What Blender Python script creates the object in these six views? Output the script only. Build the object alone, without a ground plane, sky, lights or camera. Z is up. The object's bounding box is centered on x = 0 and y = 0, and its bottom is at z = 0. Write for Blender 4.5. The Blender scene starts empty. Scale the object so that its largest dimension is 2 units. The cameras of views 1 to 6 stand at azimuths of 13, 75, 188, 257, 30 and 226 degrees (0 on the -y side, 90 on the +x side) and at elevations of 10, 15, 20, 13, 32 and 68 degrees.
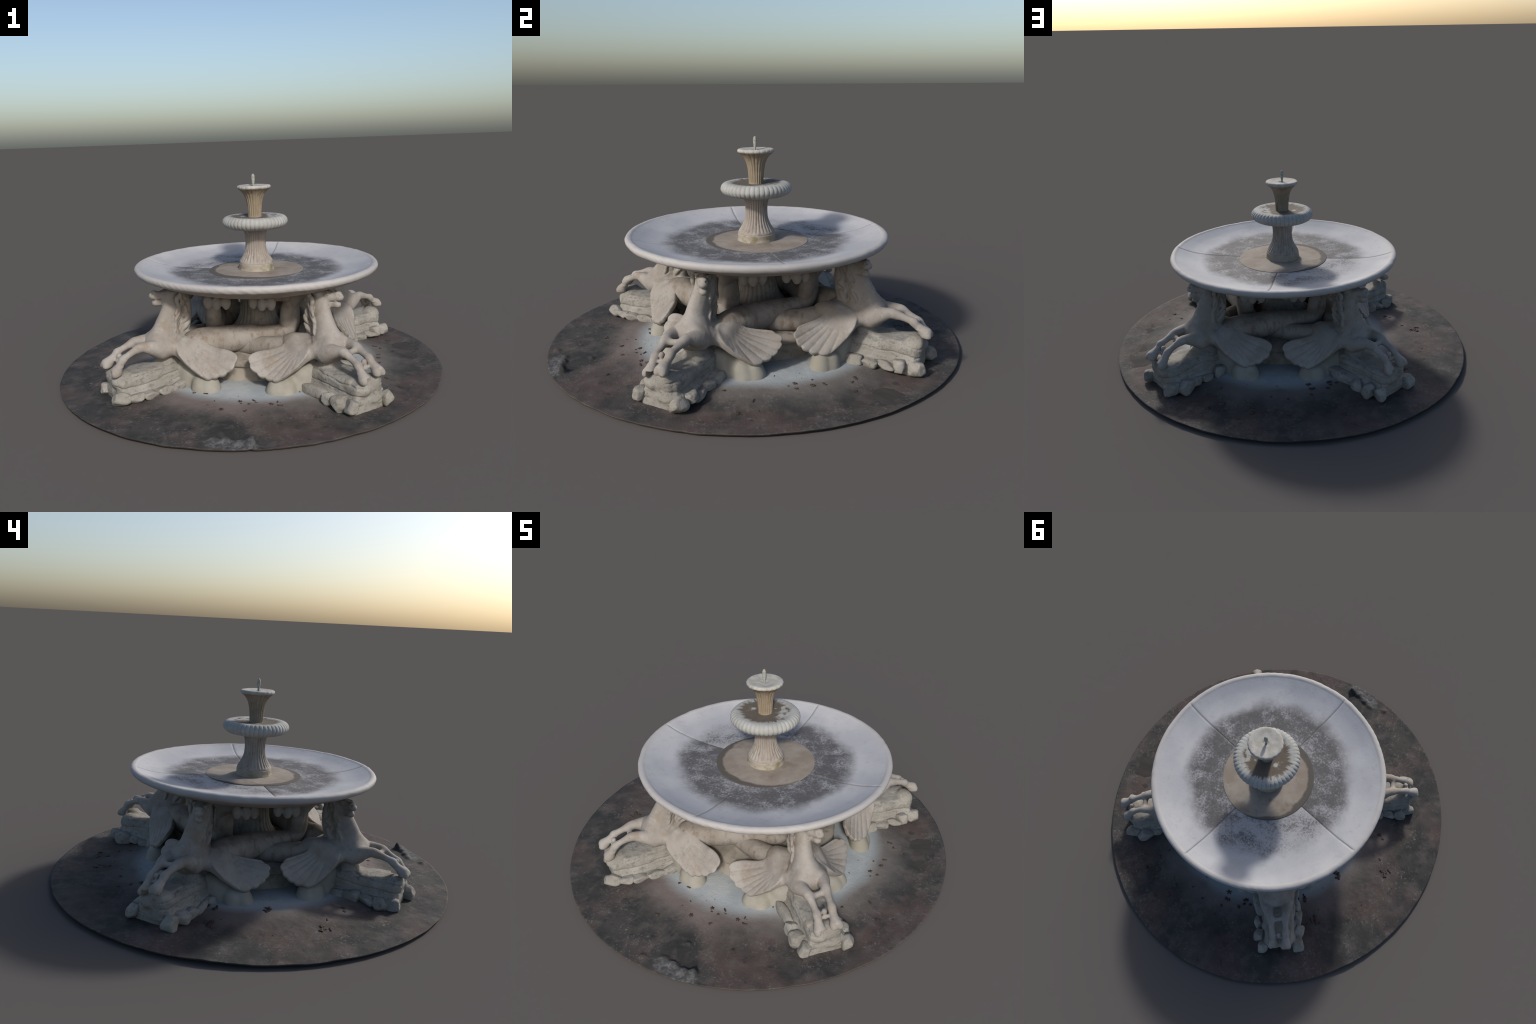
"""Marble fountain: four winged sea-horses on rock plinths carry a wide shallow
basin; a fluted stem with a gadrooned dish and a small vase rises from it.
Everything is built from profiles, implicit (distance-field) bodies and rules."""
import bpy, bmesh, math
import numpy as np
from mathutils import Vector, Matrix

CX, CY = 0.041, 0.005            # axis of the fountain
HORSE_AZ = {'A': -132.0, 'B': -42.0, 'C': 48.0, 'D': 138.0}
rng = np.random.RandomState(11)

# ------------------------------------------------------------------ helpers
def lattice_noise(p, freq, seed):
    """smooth value noise in -1..1 at the points p (n,3)"""
    q = np.asarray(p, dtype=np.float64) * freq + 57.3
    i = np.floor(q).astype(np.int64)
    f = q - i
    f = f * f * (3 - 2 * f)
    def h(ix, iy, iz):
        n = (ix * 73856093) ^ (iy * 19349663) ^ (iz * 83492791) ^ (seed * 2654435)
        n = (n * 1103515245 + 12345) & 0x7fffffff
        n = (n ^ (n >> 13)) * 1274126177 & 0x7fffffff
        return (n % 65536) / 32767.5 - 1.0
    out = 0
    for dx in (0, 1):
        wx = f[..., 0] if dx else 1 - f[..., 0]
        for dy in (0, 1):
            wy = f[..., 1] if dy else 1 - f[..., 1]
            for dz in (0, 1):
                wz = f[..., 2] if dz else 1 - f[..., 2]
                out = out + wx * wy * wz * h(i[..., 0] + dx, i[..., 1] + dy, i[..., 2] + dz)
    return out

def fractal(p, freq, seed, octaves=3):
    a, s, out = 1.0, 0.0, 0
    for o in range(octaves):
        out = out + a * lattice_noise(p, freq * 2 ** o, seed + o * 17)
        s += a
        a *= 0.5
    return out / s

def smooth01(a, b, x):
    t = np.clip((x - a) / (b - a), 0, 1)
    return t * t * (3 - 2 * t)

def make_mesh(name, verts, faces, smooth=True):
    me = bpy.data.meshes.new(name)
    verts = np.asarray(verts, dtype=np.float32)
    if isinstance(faces, np.ndarray):
        n, k = faces.shape
        me.vertices.add(len(verts))
        me.vertices.foreach_set('co', verts.ravel())
        me.loops.add(n * k)
        me.loops.foreach_set('vertex_index', faces.astype(np.int32).ravel())
        me.polygons.add(n)
        me.polygons.foreach_set('loop_start', np.arange(0, n * k, k, dtype=np.int32))
        me.polygons.foreach_set('loop_total', np.full(n, k, dtype=np.int32))
        me.update(calc_edges=True)
    else:
        me.from_pydata([tuple(v) for v in verts], [], faces)
        me.update()
    me.polygons.foreach_set('use_smooth', np.full(len(me.polygons), smooth))
    return me

def add(name, mesh, parent=None, mat=None, loc=(0, 0, 0), rot=0.0):
    ob = bpy.data.objects.new(name, mesh)
    bpy.context.scene.collection.objects.link(ob)
    ob.location = loc
    ob.rotation_euler = (0, 0, rot)
    if parent is not None:
        ob.parent = parent
    if mat is not None and mesh is not None:
        if len(mesh.materials) == 0:
            mesh.materials.append(mat)
    return ob

def spline(points, n):
    """Catmull-Rom through the control points -> n samples"""
    P = np.asarray(points, float)
    P = np.vstack([2 * P[0] - P[1], P, 2 * P[-1] - P[-2]])
    m = len(P) - 3
    out = []
    for t in np.linspace(0, m - 1e-6, n):
        i = int(t); u = t - i
        a, b, c, d = P[i:i + 4]
        out.append(0.5 * (2 * b + (c - a) * u + (2 * a - 5 * b + 4 * c - d) * u * u + (3 * b - a - 3 * c + d) * u ** 3))
    return np.array(out)

def revolve(name, profile, segs, modify=None, a0=0.0, a1=2 * math.pi, cap_start=True, cap_end=True):
    """profile: (r,z) samples from bottom/outside on; modify(r,z,theta,i) -> r,z"""
    prof = np.asarray(profile, float)
    full = abs(a1 - a0 - 2 * math.pi) < 1e-6
    th = np.linspace(a0, a1, segs, endpoint=False) if full else np.linspace(a0, a1, segs + 1)
    R = np.repeat(prof[:, :1], len(th), 1)
    Z = np.repeat(prof[:, 1:], len(th), 1)
    T = np.repeat(th[None], len(prof), 0)
    if modify:
        R, Z = modify(R, Z, T)
    V = np.stack([R * np.cos(T), R * np.sin(T), Z], -1).reshape(-1, 3)
    n, k = len(prof), len(th)
    ii, jj = np.meshgrid(np.arange(n - 1), np.arange(k if full else k - 1), indexing='ij')
    j2 = (jj + 1) % k
    F = np.stack([ii * k + jj, ii * k + j2, (ii + 1) * k + j2, (ii + 1) * k + jj], -1).reshape(-1, 4)
    faces = F
    me = make_mesh(name, V, faces)
    if full and (cap_start or cap_end):
        bm = bmesh.new(); bm.from_mesh(me); bm.verts.ensure_lookup_table()
        if cap_start: bm.faces.new([bm.verts[j] for j in range(k)][::-1])
        if cap_end: bm.faces.new([bm.verts[(n - 1) * k + j] for j in range(k)])
        bm.to_mesh(me); bm.free()
    return me

# ------------------------------------------------- implicit bodies (distance fields)
class Field:
    def __init__(self, lo, hi, h):
        self.lo = np.array(lo, float); self.h = h
        self.n = np.ceil((np.array(hi) - self.lo) / h).astype(int) + 1
        self.d = np.full(self.n, 0.2, dtype=np.float32)
        self.prims = []                      # (group, function)
    def coords(self, a, b):
        ax = [self.lo[i] + self.h * np.arange(a[i], b[i]) for i in range(3)]
        return np.stack(np.meshgrid(*ax, indexing='ij'), -1)
    def put(self, fn, lo, hi, k=0.012, group='body', mode='union'):
        m = max(2.5 * k, 4 * self.h)
        a = np.clip(np.floor((np.array(lo) - m - self.lo) / self.h).astype(int), 0, self.n)
        b = np.clip(np.ceil((np.array(hi) + m - self.lo) / self.h).astype(int) + 1, 0, self.n)
        if np.any(b <= a): return
        sl = tuple(slice(a[i], b[i]) for i in range(3))
        p = self.coords(a, b)
        f = fn(p).astype(np.float32)
        d = self.d[sl]
        if mode == 'union':
            hh = np.maximum(k - np.abs(d - f), 0) / k
            self.d[sl] = np.minimum(d, f) - hh * hh * k * 0.25
            self.prims.append((group, fn))
        else:
            g = -f
            hh = np.maximum(k - np.abs(d - g), 0) / k
            self.d[sl] = np.maximum(d, g) + hh * hh * k * 0.25
    # primitives ------------------------------------------------
    def ball(self, c, r, **kw):
        c = np.array(c, float); r = np.array(r if np.ndim(r) else [r] * 3, float)
        rot = kw.pop('rot', None)            # columns = ellipsoid axes
        M = np.eye(3) if rot is None else rot
        def fn(p):
            q = (p - c) @ M
            k0 = np.linalg.norm(q / r, axis=-1)
            k1 = np.linalg.norm(q / (r * r), axis=-1) + 1e-9
            return k0 * (k0 - 1) / k1
        e = np.abs(M) @ r
        self.put(fn, c - e, c + e, **kw)
    def cone(self, a, ra, b, rb, flat=1.0, **kw):
        a = np.array(a, float); b = np.array(b, float); ab = b - a; L = max(ab @ ab, 1e-12)
        def fn(p):
            t = np.clip(((p - a) @ ab) / L, 0, 1)
            q = p - a - t[..., None] * ab
            if flat != 1.0:                     # narrower sideways
                q = q / np.array([1, flat, 1])
                return (np.linalg.norm(q, axis=-1) - (ra + (rb - ra) * t)) * (.5 + .5 * flat)
            return np.linalg.norm(q, axis=-1) - (ra + (rb - ra) * t)
        r = max(ra, rb)
        self.put(fn, np.minimum(a, b) - r, np.maximum(a, b) + r, **kw)
    def tube(self, pts, n=None, **kw):
        """pts: rows x,y,z,r -> smooth tube"""
        P = spline(pts, n or (len(pts) * 3))
        kk = kw.pop('k', 0.01); ki = kw.pop('k_inner', 0.004)
        for i in range(len(P) - 1):
            self.cone(P[i, :3], P[i, 3], P[i + 1, :3], P[i + 1, 3], k=kk if i == 0 else ki, **kw)
    def box(self, c, half, r=0.01, rot=None, **kw):
        c = np.array(c, float); half = np.array(half, float) - r
        M = np.eye(3) if rot is None else rot
        def fn(p):
            q = np.abs((p - c) @ M) - half
            return np.linalg.norm(np.maximum(q, 0), axis=-1) + np.minimum(q.max(-1), 0) - r
        e = np.abs(M) @ (half + r)
        self.put(fn, c - e, c + e, **kw)
    def displace(self, amp, freq, seed, octaves=3):
        near = np.abs(self.d) < 0.04
        idx = np.argwhere(near)
        p = self.lo + idx * self.h
        self.d[near] += (amp * fractal(p, freq, seed, octaves)).astype(np.float32)
    def labels(self, p, groups):
        best = np.full(len(p), 1e9); lab = np.zeros(len(p), int)
        for g, fn in self.prims:
            f = fn(p); m = f < best
            best[m] = f[m]; lab[m] = groups.index(g)
        return lab
    def surface(self, relax=1):
        """naive surface nets"""
        d = self.d; s = d < 0
        n = np.array(d.shape)
        c = np.zeros(n - 1, np.int8)
        for o in np.ndindex(2, 2, 2):
            c += s[o[0]:n[0] - 1 + o[0], o[1]:n[1] - 1 + o[1], o[2]:n[2] - 1 + o[2]]
        act = np.argwhere((c > 0) & (c < 8))
        idx = -np.ones(n - 1, np.int64)
        idx[tuple(act.T)] = np.arange(len(act))
        acc = np.zeros((len(act), 3)); cnt = np.zeros(len(act))
        corners = [np.array(o) for o in np.ndindex(2, 2, 2)]
        val = {tuple(o): d[tuple((act + o).T)] for o in corners}
        for o in corners:
            for ax in range(3):
                if o[ax]: continue
                o2 = o.copy(); o2[ax] = 1
                v0, v1 = val[tuple(o)], val[tuple(o2)]
                m = (v0 < 0) != (v1 < 0)
                t = np.where(m, v0 / np.where(m, v0 - v1, 1), 0)
                q = np.repeat(o[None].astype(float), len(act), 0); q[:, ax] += t
                acc[m] += q[m]; cnt[m] += 1
        V = self.lo + self.h * (act + acc / cnt[:, None])
        F = []
        for ax in range(3):
            b, cc = (ax + 1) % 3, (ax + 2) % 3
            sl0 = [slice(None)] * 3; sl1 = [slice(None)] * 3
            sl0[ax] = slice(0, n[ax] - 1); sl1[ax] = slice(1, n[ax])
            ch = s[tuple(sl0)] != s[tuple(sl1)]
            e = np.argwhere(ch)
            ok = (e[:, b] > 0) & (e[:, cc] > 0) & (e[:, b] < n[b] - 1) & (e[:, cc] < n[cc] - 1)
            e = e[ok]
            db = np.zeros(3, int); db[b] = 1
            dc = np.zeros(3, int); dc[cc] = 1
            q = np.stack([idx[tuple((e - db - dc).T)], idx[tuple((e - dc).T)], idx[tuple(e.T)], idx[tuple((e - db).T)]], 1)
            inside = s[tuple(e.T)]
            q[~inside] = q[~inside][:, ::-1]
            F.append(q)
        F = np.vstack(F)
        for _ in range(relax):
            S = np.zeros_like(V); K = np.zeros(len(V))
            for i in range(4):
                np.add.at(S, F[:, i], V[F[:, (i + 1) % 4]] + V[F[:, (i - 1) % 4]])
                np.add.at(K, F[:, i], 2)
            V = V + 0.5 * (S / np.maximum(K, 1)[:, None] - V)
        return V, F

def vertex_normals(V, F):
    fn = np.cross(V[F[:, 2]] - V[F[:, 0]], V[F[:, 3]] - V[F[:, 1]])
    N = np.zeros_like(V)
    for i in range(4): np.add.at(N, F[:, i], fn)
    return N / (np.linalg.norm(N, axis=1)[:, None] + 1e-12)

def split_meshes(V, F, flabel, groups, prefix=''):
    """cut one closed surface into region meshes that keep the common normals"""
    N = vertex_normals(V, F)
    out = {}
    for gi, g in enumerate(groups):
        f = F[flabel == gi]
        if not len(f): continue
        used, inv = np.unique(f, return_inverse=True)
        me = make_mesh(prefix + g, V[used], inv.reshape(f.shape))
        me.normals_split_custom_set_from_vertices(N[used].tolist())
        out[g] = me
    return out

# ------------------------------------------------------------------ materials
class Nodes:
    def __init__(self, name):
        self.m = bpy.data.materials.new(name); self.m.use_nodes = True
        self.t = self.m.node_tree; self.t.nodes.clear()
        self.out = self.t.nodes.new('ShaderNodeOutputMaterial')
        self.b = self.t.nodes.new('ShaderNodeBsdfPrincipled')
        self.t.links.new(self.b.outputs[0], self.out.inputs[0])
        self.geo = self.t.nodes.new('ShaderNodeNewGeometry')
        self.pos = self.geo.outputs['Position']
    def link(self, a, b): self.t.links.new(a, b)
    def put(self, sock, v):
        if isinstance(v, bpy.types.NodeSocket): self.link(v, sock)
        else: sock.default_value = v
    def noise(self, scale, detail=4, rough=0.6, vec=None, dist=0.0):
        n = self.t.nodes.new('ShaderNodeTexNoise')
        n.inputs['Scale'].default_value = scale; n.inputs['Detail'].default_value = detail
        n.inputs['Roughness'].default_value = rough; n.inputs['Distortion'].default_value = dist
        self.link(vec or self.pos, n.inputs['Vector'])
        return n.outputs['Fac']
    def voronoi(self, scale, vec=None, feature='F1', rnd=1.0):
        n = self.t.nodes.new('ShaderNodeTexVoronoi'); n.feature = feature
        n.inputs['Scale'].default_value = scale; n.inputs['Randomness'].default_value = rnd
        self.link(vec or self.pos, n.inputs['Vector'])
        return n.outputs['Distance']
    def math(self, op, a, b=0.0, c=0.0, clamp=False):
        n = self.t.nodes.new('ShaderNodeMath'); n.operation = op; n.use_clamp = clamp
        self.put(n.inputs[0], a); self.put(n.inputs[1], b); self.put(n.inputs[2], c)
        return n.outputs[0]
    def ramp(self, v, lo, hi, a=0.0, b=1.0):
        n = self.t.nodes.new('ShaderNodeMapRange'); n.interpolation_type = 'SMOOTHSTEP'
        self.put(n.inputs['Value'], v)
        n.inputs['From Min'].default_value = lo; n.inputs['From Max'].default_value = hi
        n.inputs['To Min'].default_value = a; n.inputs['To Max'].default_value = b
        return n.outputs[0]
    def mix(self, fac, a, b, mode='MIX'):
        n = self.t.nodes.new('ShaderNodeMix'); n.data_type = 'RGBA'; n.blend_type = mode
        self.put(n.inputs[0], fac)
        for s, v in ((n.inputs[6], a), (n.inputs[7], b)):
            if isinstance(v, bpy.types.NodeSocket): self.link(v, s)
            else: s.default_value = (*v, 1) if len(v) == 3 else v
        return n.outputs[2]
    def xyz(self, v=None):
        n = self.t.nodes.new('ShaderNodeSeparateXYZ'); self.link(v or self.pos, n.inputs[0])
        return n.outputs
    def vec(self, x, y, z):
        n = self.t.nodes.new('ShaderNodeCombineXYZ')
        for s, v in zip(n.inputs, (x, y, z)): self.put(s, v)
        return n.outputs[0]
    def polar(self):
        """radius and angle round the fountain's axis"""
        x, y, z = self.xyz()
        dx = self.math('SUBTRACT', x, CX); dy = self.math('SUBTRACT', y, CY)
        r = self.math('SQRT', self.math('ADD', self.math('MULTIPLY', dx, dx), self.math('MULTIPLY', dy, dy)))
        return dx, dy, z, r, self.math('ARCTAN2', dy, dx)
    def bump(self, height, strength=0.3, dist=0.004):
        n = self.t.nodes.new('ShaderNodeBump')
        n.inputs['Strength'].default_value = strength; n.inputs['Distance'].default_value = dist
        self.link(height, n.inputs['Height']); self.link(n.outputs[0], self.b.inputs['Normal'])
    def finish(self, color, rough=0.8, spec=0.25, tone=1.0):
        if tone != 1.0:
            color = self.mix(1.0, color, (tone, tone, tone), 'MULTIPLY')
        self.put(self.b.inputs['Base Color'], color if isinstance(color, bpy.types.NodeSocket) else (*color, 1))
        self.put(self.b.inputs['Roughness'], rough)
        self.b.inputs['Specular IOR Level'].default_value = spec
        return self.m

def mat_statue():
    n = Nodes('weathered_statue_marble')
    base = n.mix(n.ramp(n.noise(6, 4), .35, .65), (.50, .455, .41), (.61, .570, .525))
    warm = n.mix(n.math('MULTIPLY', n.ramp(n.noise(9, 6, .68), .48, .70), .65), base, (.42, .325, .235))
    grey = n.mix(n.math('MULTIPLY', n.ramp(n.noise(16, 7, .72), .52, .70), .55), warm, (.31, .30, .28))
    grey = n.mix(n.math('MULTIPLY', n.ramp(n.noise(21, 5, .65), .54, .72), .5), grey, (.70, .675, .635))
    spots = n.mix(n.math('MULTIPLY', n.ramp(n.noise(130, 4, .65), .60, .72), .55), grey, (.17, .15, .13))
    n.bump(n.noise(120, 4, .6), .25, .003)
    return n.finish(spots, .82, tone=.46)

def mat_tail():
    n = Nodes('stained_tail_marble')
    base = n.mix(n.ramp(n.noise(7, 4), .35, .65), (.47, .41, .35), (.58, .53, .475))
    st = n.vec(*[n.math('MULTIPLY', a, k) for a, k in zip(n.xyz(), (30, 30, 12))])
    streak = n.mix(n.math('MULTIPLY', n.ramp(n.noise(1, 5, .65, st), .48, .68), .65), base, (.27, .195, .135))
    # grimy fringe that hangs over the crown of the tails
    fr = n.vec(*[n.math('MULTIPLY', a, k) for a, k in zip(n.xyz(), (90, 90, 14))])
    zz = n.math('ADD', n.xyz()[2], n.math('MULTIPLY', n.math('SUBTRACT', n.noise(1, 3, .6, fr), .5), .05))
    crown = n.math('MULTIPLY', n.ramp(zz, .252, .272), n.ramp(n.xyz()[2], .30, .33, 1, 0))
    streak = n.mix(n.math('MULTIPLY', crown, n.ramp(n.noise(9, 3), .3, .6, .1, .5)), streak, (.20, .155, .12))
    spots = n.mix(n.math('MULTIPLY', n.ramp(n.noise(140, 3, .6), .62, .74), .5), streak, (.15, .12, .10))
    n.bump(n.noise(110, 4, .6), .3, .003)
    return n.finish(spots, .84, tone=.45)

def mat_rock():
    n = Nodes('rough_rock_marble')
    base = n.mix(n.ramp(n.noise(9, 5), .35, .65), (.46, .435, .385), (.60, .575, .525))
    moss = n.mix(n.math('MULTIPLY', n.ramp(n.noise(8, 5, .6), .56, .74), .45), base, (.36, .32, .21))
    dirt = n.mix(n.math('MULTIPLY', n.ramp(n.noise(30, 7, .75), .52, .68), .65), moss, (.22, .205, .175))
    dirt = n.mix(n.math('MULTIPLY', n.ramp(n.noise(110, 4, .65), .58, .70), .6), dirt, (.12, .11, .09))
    n.bump(n.noise(55, 6, .7), .7, .007)
    return n.finish(dirt, .88, tone=.45)

def mat_stub():
    n = Nodes('smooth_pedestal_stone')
    base = n.mix(n.ramp(n.noise(8, 4), .35, .65), (.44, .415, .345), (.53, .51, .45))
    n.bump(n.noise(80, 3), .15, .003)
    return n.finish(base, .85, tone=.50)

def mat_basin():
    n = Nodes('white_basin_marble')
    dx, dy, z, r, th = n.polar()
    white = n.mix(n.ramp(n.noise(4, 4), .35, .65), (.555, .560, .592), (.650, .650, .670))
    white = n.mix(n.math('MULTIPLY', n.ramp(n.noise(22, 7, .75), .52, .70), .5), white, (.44, .435, .455))
    white = n.mix(n.math('MULTIPLY', n.ramp(n.noise(90, 5, .7), .62, .74), .45), white, (.27, .26, .26))
    warm_edge = n.ramp(r, .575, .60)
    white = n.mix(n.math('MULTIPLY', warm_edge, .55), white, (.62, .575, .53))
    # dark algae ring on the floor, broken by the joints and one clean quarter
    wob = n.math('ADD', r, n.math('MULTIPLY', n.math('SUBTRACT', n.noise(7, 4, .6), .5), .11))
    ring = n.math('MULTIPLY', n.ramp(wob, .385, .470, 1, 0), n.ramp(z, .50, .503))
    grain = n.math('ADD', n.math('MULTIPLY', n.noise(10, 6, .68), .48), n.math('MULTIPLY', n.noise(95, 6, .8), .52))
    clean = n.math('MULTIPLY', n.math('LESS_THAN', dx, 0.0), n.math('GREATER_THAN', dy, 0.0))
    thr = n.math('ADD', .425, n.math('MULTIPLY', clean, .085))
    speck = n.ramp(n.math('SUBTRACT', grain, thr), -.07, .11, .22, 1.0)
    dark = n.mix(n.noise(60, 3), (.050, .047, .048), (.115, .107, .105))
    col = n.mix(n.math('MULTIPLY', n.math('MULTIPLY', ring, speck), .88), white, dark)
    # joints between the four blocks
    wv = n.math('MULTIPLY', n.math('SUBTRACT', n.noise(16, 2), .5), .008)
    jx = n.math('ABSOLUTE', n.math('ADD', dx, wv)); jy = n.math('ABSOLUTE', n.math('ADD', dy, wv))
    j = n.ramp(n.math('MINIMUM', jx, jy), .002, .0055, 1, 0)
    j = n.math('MULTIPLY', j, n.ramp(r, .585, .60, 1, 0))
    col = n.mix(n.math('MULTIPLY', j, .6), col, (.23, .225, .215))
    n.bump(n.noise(90, 4), .2, .003)
    return n.finish(col, .72, tone=.575)

def mat_slab():
    n = Nodes('silted_floor_stone')
    dx, dy, z, r, th = n.polar()
    base = n.mix(n.ramp(n.noise(9, 5, .6), .35, .65), (.30, .25, .205), (.39, .345, .295))
    base = n.mix(n.math('MULTIPLY', n.ramp(n.noise(17, 5, .6), .55, .7), .6), base, (.20, .165, .13))
    wob = n.math('ADD', r, n.math('MULTIPLY', n.math('SUBTRACT', n.noise(9, 4), .5), .06))
    # wider damp crescent on the sunny (front-left) side
    side = n.math('ADD', n.math('MULTIPLY', dx, -.085), n.math('MULTIPLY', dy, -.075))
    edge = n.ramp(n.math('ADD', wob, side), .222, .236)
    col = n.mix(n.math('MULTIPLY', edge, .85), base, (.085, .078, .07))
    n.bump(n.noise(60, 4), .25, .003)
    return n.finish(col, .8, tone=.66)

def mat_stem(name, a, b, dirt, amount):
    n = Nodes(name)
    dx, dy, z, r, th = n.polar()
    base = n.mix(n.ramp(n.noise(12, 4), .35, .65), a, b)
    sv = n.vec(n.math('MULTIPLY', dx, 60), n.math('MULTIPLY', dy, 60), n.math('MULTIPLY', z, 9))
    col = n.mix(n.math('MULTIPLY', n.ramp(n.noise(1, 4, .6, sv), .50, .70), amount), base, dirt)
    spots = n.mix(n.math('MULTIPLY', n.ramp(n.noise(130, 3, .6), .62, .72), .5), col, (.17, .14, .10))
    n.bump(n.noise(120, 4), .25, .003)
    return n.finish(spots, .84, tone=.50)

def mat_foot():
    n = Nodes('mossy_stem_foot')
    base = n.mix(n.ramp(n.noise(18, 4), .35, .65), (.47, .39, .29), (.55, .50, .42))
    moss = n.mix(n.math('MULTIPLY', n.ramp(n.noise(26, 5, .6), .52, .66), .65), base, (.27, .25, .10))
    spots = n.mix(n.ramp(n.noise(60, 4, .6), .64, .72), moss, (.12, .10, .07))
    n.bump(n.noise(60, 4), .5, .004)
    return n.finish(spots, .9, tone=.52)

def mat_dish():
    n = Nodes('gadrooned_dish_marble')
    dx, dy, z, r, th = n.polar()
    base = n.mix(n.ramp(n.noise(14, 4), .35, .65), (.53, .53, .50), (.64, .645, .62))
    tv = n.vec(n.math('MULTIPLY', n.math('COSINE', th), 9), n.math('MULTIPLY', n.math('SINE', th), 9), n.math('MULTIPLY', r, 10))
    streak = n.noise(1.4, 5, .7, tv)
    edge = n.math('ADD', r, n.math('MULTIPLY', n.math('SUBTRACT', streak, .5), .10))
    silt = n.ramp(edge, .108, .13, 1, 0)
    silt = n.math('MULTIPLY', silt, n.ramp(z, .758, .766))
    silt = n.math('MULTIPLY', silt, n.ramp(n.noise(12, 3), .33, .42))
    brown = n.mix(n.noise(40, 4), (.115, .085, .058), (.20, .155, .115))
    col = n.mix(n.math('MULTIPLY', silt, .92), base, brown)
    # dirt between the gadroons
    lob = n.math('ABSOLUTE', n.math('SINE', n.math('MULTIPLY', th, GADROONS / 2)))
    groove = n.math('MULTIPLY', n.ramp(lob, .0, .22, 1, 0), n.ramp(r, .118, .14))
    col = n.mix(n.math('MULTIPLY', groove, .38), col, (.25, .235, .20))
    n.bump(n.noise(100, 4), .2, .003)
    return n.finish(col, .8, tone=.52)

def mat_underside():
    n = Nodes('basin_underside_stone')
    base = n.mix(n.ramp(n.noise(10, 4), .35, .65), (.31, .255, .22), (.40, .345, .31))
    n.bump(n.noise(70, 4), .3, .003)
    return n.finish(base, .9)

def mat_core():
    n = Nodes('dark_core_stone')
    dx, dy, z, r, th = n.polar()
    base = n.mix(n.ramp(n.noise(9, 5), .35, .65), (.225, .20, .165), (.36, .325, .28))
    col = n.mix(n.math('MULTIPLY', n.ramp(n.noise(20, 5, .65), .5, .7), .6), base, (.12, .105, .08))
    n.bump(n.noise(60, 4), .35, .004)
    return n.finish(col, .9, tone=.72)

def mat_ground():
    n = Nodes('damp_lichened_paving')
    dx, dy, z, r, th = n.polar()
    big = n.noise(3.2, 5, .62)
    dark = n.mix(n.ramp(n.noise(5, 5, .6), .38, .62), (.050, .047, .044), (.028, .029, .029))
    red = n.mix(n.math('MULTIPLY', n.ramp(big, .44, .60), .85), dark, (.074, .054, .050))
    mid = n.mix(n.math('MULTIPLY', n.ramp(n.noise(13, 5, .65), .48, .66), .5), red, (.095, .086, .080))
    # pale lichen flecks
    lich = n.math('MULTIPLY', n.ramp(n.noise(60, 6, .78, dist=.6), .52, .66), n.ramp(n.noise(6, 5, .65), .42, .58))
    outer = n.mix(n.math('MULTIPLY', lich, .75), mid, (.15, .152, .142))
    blot = n.math('MULTIPLY', n.ramp(n.noise(17, 5, .7), .60, .66), .7)
    outer = n.mix(blot, outer, (.026, .025, .024))
    # worn band between dark and pale
    wob = n.math('ADD', r, n.math('MULTIPLY', n.math('SUBTRACT', n.noise(4, 5, .6), .5), .24))
    band = n.ramp(wob, .58, .78, 1, 0)
    warm = n.ramp(n.math('ADD', n.math('MULTIPLY', dx, -1.0), n.math('MULTIPLY', dy, -.6)), -.3, .4)
    tan = n.mix(n.noise(6, 5), n.mix(warm, (.110, .103, .098), (.135, .100, .095)), (.190, .172, .160))
    col = n.mix(n.math('MULTIPLY', band, .92), outer, tan)
    fine = n.math('ADD', r, n.math('MULTIPLY', n.math('SUBTRACT', n.noise(8, 5, .62), .5), .07))
    pale = n.ramp(fine, .53, .625, 1, 0)
    ice = n.mix(n.ramp(n.noise(8, 5), .35, .65), (.29, .325, .345), (.37, .395, .405))
    col = n.mix(n.math('MULTIPLY', pale, .95), col, ice)
    # grey stones breaking through near the front edge
    x, y, _z = n.xyz()
    sx = n.math('DIVIDE', n.math('SUBTRACT', x, .13), .14); sy = n.math('DIVIDE', n.math('ADD', y, .95), .045)
    sd = n.math('ADD', n.math('SQRT', n.math('ADD', n.math('MULTIPLY', sx, sx), n.math('MULTIPLY', sy, sy))),
                n.math('MULTIPLY', n.math('SUBTRACT', n.noise(14, 4), .5), 1.2))
    col = n.mix(n.math('MULTIPLY', n.ramp(sd, .75, .95, 1, 0), .75), col, n.mix(n.ramp(n.noise(45, 5, .7), .4, .65), (.045, .047, .049), (.13, .13, .135)))
    # small dark debris flecks
    fleck = n.ramp(n.noise(55, 3, .5), .70, .74)
    col = n.mix(n.math('MULTIPLY', fleck, .75), col, (.045, .04, .036))
    h = n.math('ADD', n.math('MULTIPLY', n.noise(24, 5, .65), .7), n.math('MULTIPLY', n.noise(110, 4, .6), .3))
    n.bump(h, .6, .007)
    return n.finish(col, .85, tone=.90)

def mat_edge():
    n = Nodes('earth_below_paving')
    return n.finish(n.mix(n.noise(20, 4), (.030, .028, .026), (.05, .046, .042)), .95)

def mat_plain(name, a, b, scale=40, rough=.8):
    n = Nodes(name)
    return n.finish(n.mix(n.ramp(n.noise(scale, 4), .35, .65), a, b), rough)

GADROONS = 46
FLUTES = 28

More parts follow.
